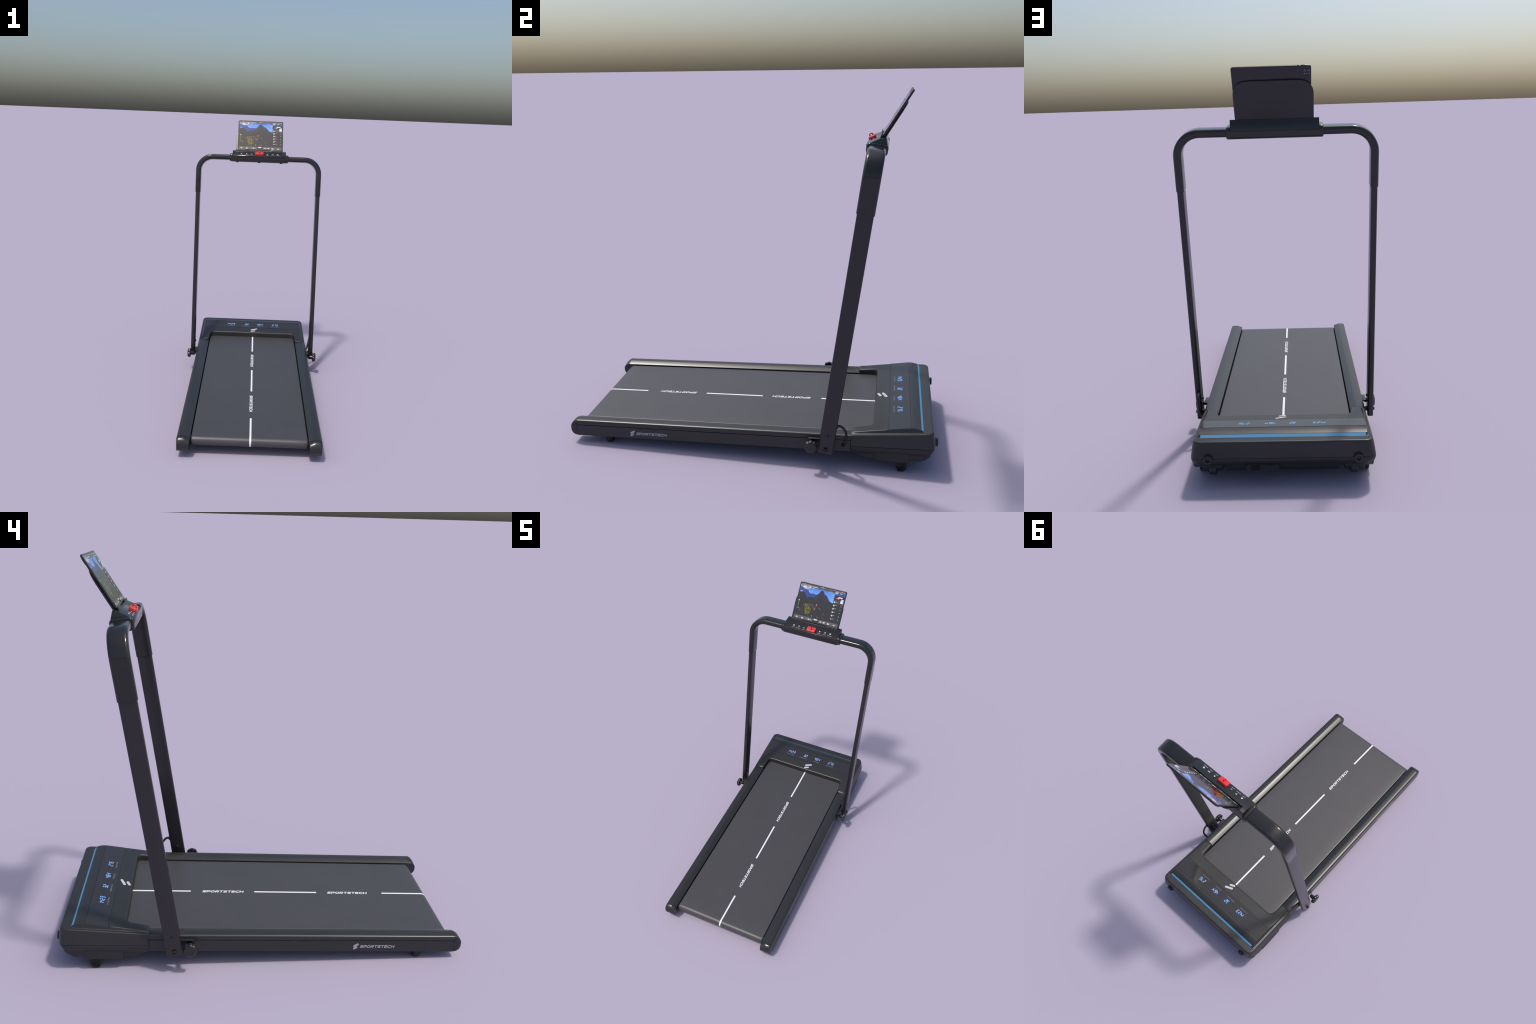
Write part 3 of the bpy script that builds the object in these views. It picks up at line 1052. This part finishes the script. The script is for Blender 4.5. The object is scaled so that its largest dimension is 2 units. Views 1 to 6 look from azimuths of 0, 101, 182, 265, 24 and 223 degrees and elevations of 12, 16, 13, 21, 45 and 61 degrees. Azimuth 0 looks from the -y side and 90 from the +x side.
# ---- the picture on the screen: layered cut-outs, each its own flat piece
def screen_material(name, color, color2=None, axis_lo=0.0, axis_hi=1.0, speck=None, speck_scale=120.0, speck_lo=0.55):
    m = bpy.data.materials.new(name)
    m.use_nodes = True
    nt = m.node_tree
    b = nt.nodes["Principled BSDF"]
    b.inputs["Roughness"].default_value = 0.10
    b.inputs["Specular IOR Level"].default_value = 0.5
    co = nt.nodes.new("ShaderNodeTexCoord")
    c = nt.nodes.new("ShaderNodeRGB")
    c.outputs[0].default_value = (*color, 1)
    out = c.outputs[0]
    if color2:
        sep = nt.nodes.new("ShaderNodeSeparateXYZ")
        nt.links.new(co.outputs["Object"], sep.inputs[0])
        mr = nt.nodes.new("ShaderNodeMapRange")
        mr.inputs["From Min"].default_value = axis_lo
        mr.inputs["From Max"].default_value = axis_hi
        nt.links.new(sep.outputs["Z"], mr.inputs["Value"])
        mx = nt.nodes.new("ShaderNodeMix")
        mx.data_type = 'RGBA'
        mx.inputs[6].default_value = (*color, 1)
        mx.inputs[7].default_value = (*color2, 1)
        nt.links.new(mr.outputs["Result"], mx.inputs[0])
        out = mx.outputs[2]
    if speck:
        no = nt.nodes.new("ShaderNodeTexNoise")
        no.inputs["Scale"].default_value = speck_scale
        no.inputs["Detail"].default_value = 3
        nt.links.new(co.outputs["Object"], no.inputs["Vector"])
        rp = nt.nodes.new("ShaderNodeMapRange")
        rp.inputs["From Min"].default_value = speck_lo
        rp.inputs["From Max"].default_value = speck_lo + 0.12
        nt.links.new(no.outputs["Fac"], rp.inputs["Value"])
        mx = nt.nodes.new("ShaderNodeMix")
        mx.data_type = 'RGBA'
        nt.links.new(out, mx.inputs[6])
        mx.inputs[7].default_value = (*speck, 1)
        nt.links.new(rp.outputs["Result"], mx.inputs[0])
        out = mx.outputs[2]
    nt.links.new(out, b.inputs["Base Color"])
    return m


zlo, zhi = (T_ORG + T_UP * 0.15).z, (T_ORG + T_UP * 0.235).z
S_SKY = screen_material("screen_sky", (0.17, 0.40, 0.84), (0.06, 0.17, 0.60), zlo, zhi, speck=(0.22, 0.38, 0.74), speck_scale=55, speck_lo=0.52)
S_FAR = screen_material("screen_far_hills", (0.028, 0.045, 0.18), (0.042, 0.085, 0.34), zlo, zhi, speck=(0.030, 0.045, 0.20), speck_scale=70, speck_lo=0.50)
S_ROCK = screen_material("screen_peak", (0.022, 0.023, 0.028), (0.024, 0.026, 0.062), zlo, zhi, speck=(0.030, 0.034, 0.062), speck_scale=110, speck_lo=0.58)  # this and the other screen darks lightened: glass reflection veil baked in
S_INDIGO = screen_material("screen_shaded_slope", (0.026, 0.025, 0.050), (0.038, 0.036, 0.115), zlo, zhi, speck=(0.020, 0.022, 0.060), speck_scale=90, speck_lo=0.52)
S_TEALROCK = screen_material("screen_teal_slope", (0.025, 0.030, 0.028), (0.036, 0.058, 0.085), zlo, zhi, speck=(0.030, 0.036, 0.020), speck_scale=90, speck_lo=0.54)
S_RIDGE = screen_material("screen_near_ridge", (0.022, 0.023, 0.025), (0.022, 0.026, 0.044), zlo, zhi, speck=(0.030, 0.040, 0.034), speck_scale=110, speck_lo=0.58)
S_DARK = screen_material("screen_dark_ground", (0.022, 0.022, 0.023), speck=(0.042, 0.036, 0.034), speck_scale=120, speck_lo=0.60)
S_CLOUD = screen_material("screen_cloud", (0.36, 0.36, 0.38), (0.13, 0.13, 0.14), (T_ORG + T_UP * 0.222).z, (T_ORG + T_UP * 0.246).z, speck=(0.52, 0.52, 0.55), speck_scale=45)
S_BUSH = screen_material("screen_bush", (0.045, 0.046, 0.010), speck=(0.16, 0.15, 0.022), speck_scale=130, speck_lo=0.47)
S_STONE = screen_material("screen_stones", (0.030, 0.026, 0.028), speck=(0.22, 0.17, 0.15), speck_scale=170, speck_lo=0.52)
S_BAR = screen_material("screen_grey_bar", (0.095, 0.088, 0.092))
S_PANEL = screen_material("screen_side_panel", (0.022, 0.023, 0.025))
S_TEXT = screen_material("screen_text", (0.62, 0.62, 0.63))
S_DIM = screen_material("screen_text_dim", (0.18, 0.18, 0.19))
S_RED = screen_material("screen_red", (0.62, 0.03, 0.03))
S_SKIN = screen_material("screen_skin", (0.36, 0.15, 0.10))
S_GREEN = screen_material("screen_green", (0.10, 0.30, 0.05))
S_TEAL = screen_material("screen_teal", (0.045, 0.055, 0.062))
L = [0.0002]


def layer(step=0.00006):
    L[0] += step
    return L[0]


def art(name, shapes, mat, stuff=False):
    w0 = layer()
    return joined_plates(name, shapes, lambda u, v, w: tb(u - 0.0045, v, w0 + w - 0.0004), 0.0004, mat, tablet, stuff)


X0, X1 = -0.162, 0.171      # picture area, in world x
A, B = X0 + 0.001, X1 - 0.001
art("screen_glass", [[(u + 0.0045, v + TH / 2 - 0.003) for u, v in rounded_rect(TW - 0.0035, TH - 0.0045, 0.009)]], S_PANEL)
art("screen_sky", [rect(A, B, 0.140, 0.2480)], S_SKY)
art("far_hills", [[(A, 0.2260), (-0.1395, 0.2196), (-0.1169, 0.2135), (-0.1019, 0.2114), (-0.0941, 0.2018), (-0.0838, 0.1923), (-0.0713, 0.1900), (-0.0590, 0.1949),
                   (-0.0515, 0.1938), (-0.0390, 0.1915), (-0.0200, 0.185), (-0.0200, 0.120), (A, 0.120)],
                  [(0.128, 0.236), (B, 0.240), (B, 0.19), (0.096, 0.19), (0.096, 0.2190)]], S_FAR)
art("screen_cloud", [[(A, 0.2478), (A, 0.2400), (-0.1520, 0.2290), (-0.1446, 0.2222), (-0.1293, 0.2150), (-0.1144, 0.2145), (-0.1021, 0.2170), (-0.0850, 0.2250),
                      (-0.040, 0.2330), (0.090, 0.2330), (0.104, 0.2260), (0.114, 0.2270), (0.126, 0.2390), (B, 0.2430), (B, 0.2478)]], S_CLOUD)
art("rock_peak", [[(-0.0560, 0.1554), (-0.0435, 0.1757), (-0.0340, 0.1895), (-0.0219, 0.1994), (-0.0124, 0.2126), (-0.0078, 0.2228), (-0.0020, 0.2265), (0.0080, 0.2268), (0.0146, 0.2232),
                   (0.0199, 0.2127), (0.0250, 0.2067), (0.0427, 0.1995), (0.0555, 0.1845), (0.0683, 0.1695), (0.0809, 0.1630), (0.0990, 0.1580), (B, 0.155), (B, 0.03), (-0.0560, 0.03)]], S_ROCK)
art("peak_shade", [[(0.0150, 0.2215), (0.0205, 0.2120), (0.0255, 0.2060), (0.0427, 0.1990), (0.0555, 0.1840), (0.0683, 0.1690), (0.0809, 0.1622), (0.0940, 0.1575), (0.0700, 0.1480),
                    (0.0500, 0.1600), (0.0330, 0.1800), (0.0200, 0.1950)]], S_INDIGO)
art("peak_light", [[(-0.0420, 0.1740), (-0.0330, 0.1880), (-0.0215, 0.1980), (-0.0125, 0.2105), (-0.0090, 0.2140), (-0.0110, 0.1900), (-0.0180, 0.1650), (-0.0260, 0.1500), (-0.0360, 0.1480)]], S_TEALROCK)
art("near_ridge", [[(A, 0.1900), (-0.1480, 0.1855), (-0.1383, 0.1898), (-0.1284, 0.1917), (-0.1156, 0.1809), (-0.1051, 0.1659), (-0.0946, 0.1522), (-0.0901, 0.1623), (-0.0830, 0.1640),
                    (-0.0752, 0.1616), (-0.0690, 0.1685), (-0.0600, 0.1695), (-0.0531, 0.1668), (-0.0452, 0.1559), (-0.0370, 0.1360), (-0.0300, 0.1200), (-0.0300, 0.03), (A, 0.03)]], S_RIDGE)
art("dark_ground", [[(A, 0.118), (-0.12, 0.112), (-0.05, 0.112), (0.03, 0.102), (0.08, 0.085), (B, 0.075), (B, 0.028), (A, 0.028)]], S_DARK)
art("stones", [[(-0.1180, 0.1040), (-0.0981, 0.1160), (-0.0736, 0.1205), (-0.0539, 0.1220), (-0.0339, 0.1145), (-0.0250, 0.1010), (-0.0220, 0.0850), (-0.0340, 0.0850), (-0.0400, 0.1000), (-0.0584, 0.1060), (-0.0900, 0.1040)],
               [(0.002, 0.112), (0.016, 0.106), (0.026, 0.096), (0.014, 0.098), (0.000, 0.103)],
               [(-0.132, 0.072), (-0.114, 0.074), (-0.106, 0.058), (-0.112, 0.052), (-0.120, 0.064), (-0.136, 0.058)],
               [(0.034, 0.080), (0.050, 0.082), (0.058, 0.066), (0.044, 0.062)], [(0.042, 0.046), (0.056, 0.048), (0.060, 0.040), (0.046, 0.038)]], S_STONE)
art("bush", [[(-0.1080, 0.1000), (-0.1010, 0.1070), (-0.0940, 0.1060), (-0.0890, 0.1130), (-0.0800, 0.1090), (-0.0720, 0.1130), (-0.0690, 0.1030), (-0.0610, 0.1070), (-0.0560, 0.0950),
              (-0.0478, 0.0930), (-0.0510, 0.0820), (-0.0440, 0.0740), (-0.0521, 0.0670), (-0.0470, 0.0560), (-0.0590, 0.0520), (-0.0640, 0.0430), (-0.0780, 0.0470),
              (-0.0906, 0.0440), (-0.0900, 0.0570), (-0.0990, 0.0640), (-0.0940, 0.0760), (-0.1010, 0.0859), (-0.0970, 0.0940)]], S_BUSH)
art("runner", [circle(-0.0150, 0.1250, 0.0050, 12), [(-0.0190, 0.119), (-0.0120, 0.119), (-0.0150, 0.113), (-0.0200, 0.111)],
               [(-0.0225, 0.104), (-0.0190, 0.104), (-0.0200, 0.086), (-0.0235, 0.088)], rect(-0.0345, -0.0300, 0.036, 0.050), rect(0.0080, 0.0120, 0.036, 0.049)], S_SKIN)
art("runner_clothes", [[(-0.0170, 0.112), (-0.0060, 0.113), (-0.0040, 0.086), (0.0060, 0.070), (0.0110, 0.046), (-0.0340, 0.048), (-0.0300, 0.070), (-0.0190, 0.084)]], S_PANEL)
art("header_bar", [rect(-0.086, 0.096, 0.2300, 0.2445), rect(0.124, 0.158, 0.2260, 0.2400)], S_TEAL)
art("header_text", [rect(-0.084, -0.032, 0.2352, 0.2390), rect(0.132, 0.148, 0.2310, 0.2350)], S_TEXT)
art("header_text_dim", [rect(-0.030, 0.094, 0.2335, 0.2352), rect(-0.074, -0.048, 0.2407, 0.2425), rect(-0.010, 0.012, 0.2395, 0.2418), rect(0.050, 0.072, 0.2380, 0.2402),
                        rect(-0.072, -0.05, 0.2315, 0.2333), rect(0.052, 0.080, 0.2305, 0.2318), circle(-0.150, 0.238, 0.0042, 14)], S_DIM)
art("side_panel", [rect(0.0975, X1 - 0.002, 0.0320, 0.2170)], S_PANEL)
art("side_panel_row", [rect(0.0985, X1 - 0.003, 0.158, 0.186)], S_TEAL)
art("side_badge", [rect(0.127, 0.157, 0.2020, 0.2100), rect(0.122, 0.133, 0.1955, 0.2010), rect(0.152, 0.168, 0.1905, 0.1970),
                   rect(0.148, 0.168, 0.1690, 0.1895)], S_TEXT)
art("side_badge_red", [rect(0.1080, 0.1210, 0.1955, 0.2020)], S_RED)
rows = [0.1725, 0.1490, 0.1265, 0.1030, 0.0790, 0.0555]
art("avatar", [circle(0.1075 + 0.0005 * k, v - 0.0010, 0.0058 if k < 5 else 0.0040, 14) for k, v in enumerate(rows)], S_TEXT)
art("avatar_face", [circle(0.1078 + 0.0005 * k, v + 0.0022, 0.0030, 10) for k, v in enumerate(rows)], S_SKIN)
art("row_text", [rect(0.1170, 0.1290 + 0.004 * (k % 2), v - 0.0005, v + 0.0022) for k, v in enumerate(rows)] + [rect(0.156, 0.164, v - 0.002, v + 0.0014) for v in rows[1:]], S_DIM)
art("row_text_bright", [rect(0.1180, 0.1260, v + 0.0003, v + 0.0018) for v in rows] + [rect(0.157, 0.163, v - 0.0012, v + 0.0006) for v in rows[1:]], S_TEXT)
art("gauge", [rect(-0.1505, -0.1475, 0.088, 0.130)], S_GREEN)
art("gauge_mark", [circle(-0.149, 0.131, 0.0038, 12), rect(-0.158, -0.138, 0.1935, 0.1965)], S_TEXT)
art("gauge_text", [rect(-0.156, -0.136, 0.0755, 0.0800), rect(-0.152, -0.144, 0.186, 0.1885)], S_DIM)
art("footer_bar", [[(X0 + 0.002, 0.006), (-0.019, 0.006), (-0.019, 0.022), (-0.023, 0.0285), (X0 + 0.002, 0.0290)],
                   [(0.025, 0.006), (X1 - 0.002, 0.006), (X1 - 0.002, 0.0290), (0.029, 0.0285), (0.025, 0.022)]], S_BAR)
art("footer_text", [rect(-0.146, -0.133, 0.0115, 0.0185), rect(-0.104, -0.091, 0.0100, 0.0180), rect(-0.053, -0.041, 0.0120, 0.0185), rect(-0.062, -0.059, 0.0125, 0.0185), rect(-0.034, -0.031, 0.0125, 0.0185),
                    rect(-0.010, 0.014, 0.0180, 0.0270), rect(-0.017, -0.014, 0.0215, 0.0245), rect(0.018, 0.021, 0.0215, 0.0245), rect(0.038, 0.047, 0.0125, 0.0195), rect(0.032, 0.0345, 0.0125, 0.019),
                    rect(0.0555, 0.058, 0.0125, 0.019), circle(0.0680, 0.0165, 0.0055, 12), rect(0.092, 0.107, 0.0110, 0.0185), rect(0.136, 0.148, 0.0110, 0.0170)], S_TEXT)
art("footer_text_dim", [rect(-0.145, -0.134, 0.0210, 0.0225), rect(-0.101, -0.094, 0.0205, 0.0220), rect(-0.056, -0.038, 0.0210, 0.0226), rect(0.036, 0.048, 0.0215, 0.0230),
                        rect(0.088, 0.110, 0.0210, 0.0227), rect(0.126, 0.156, 0.0200, 0.0217)], S_DIM)
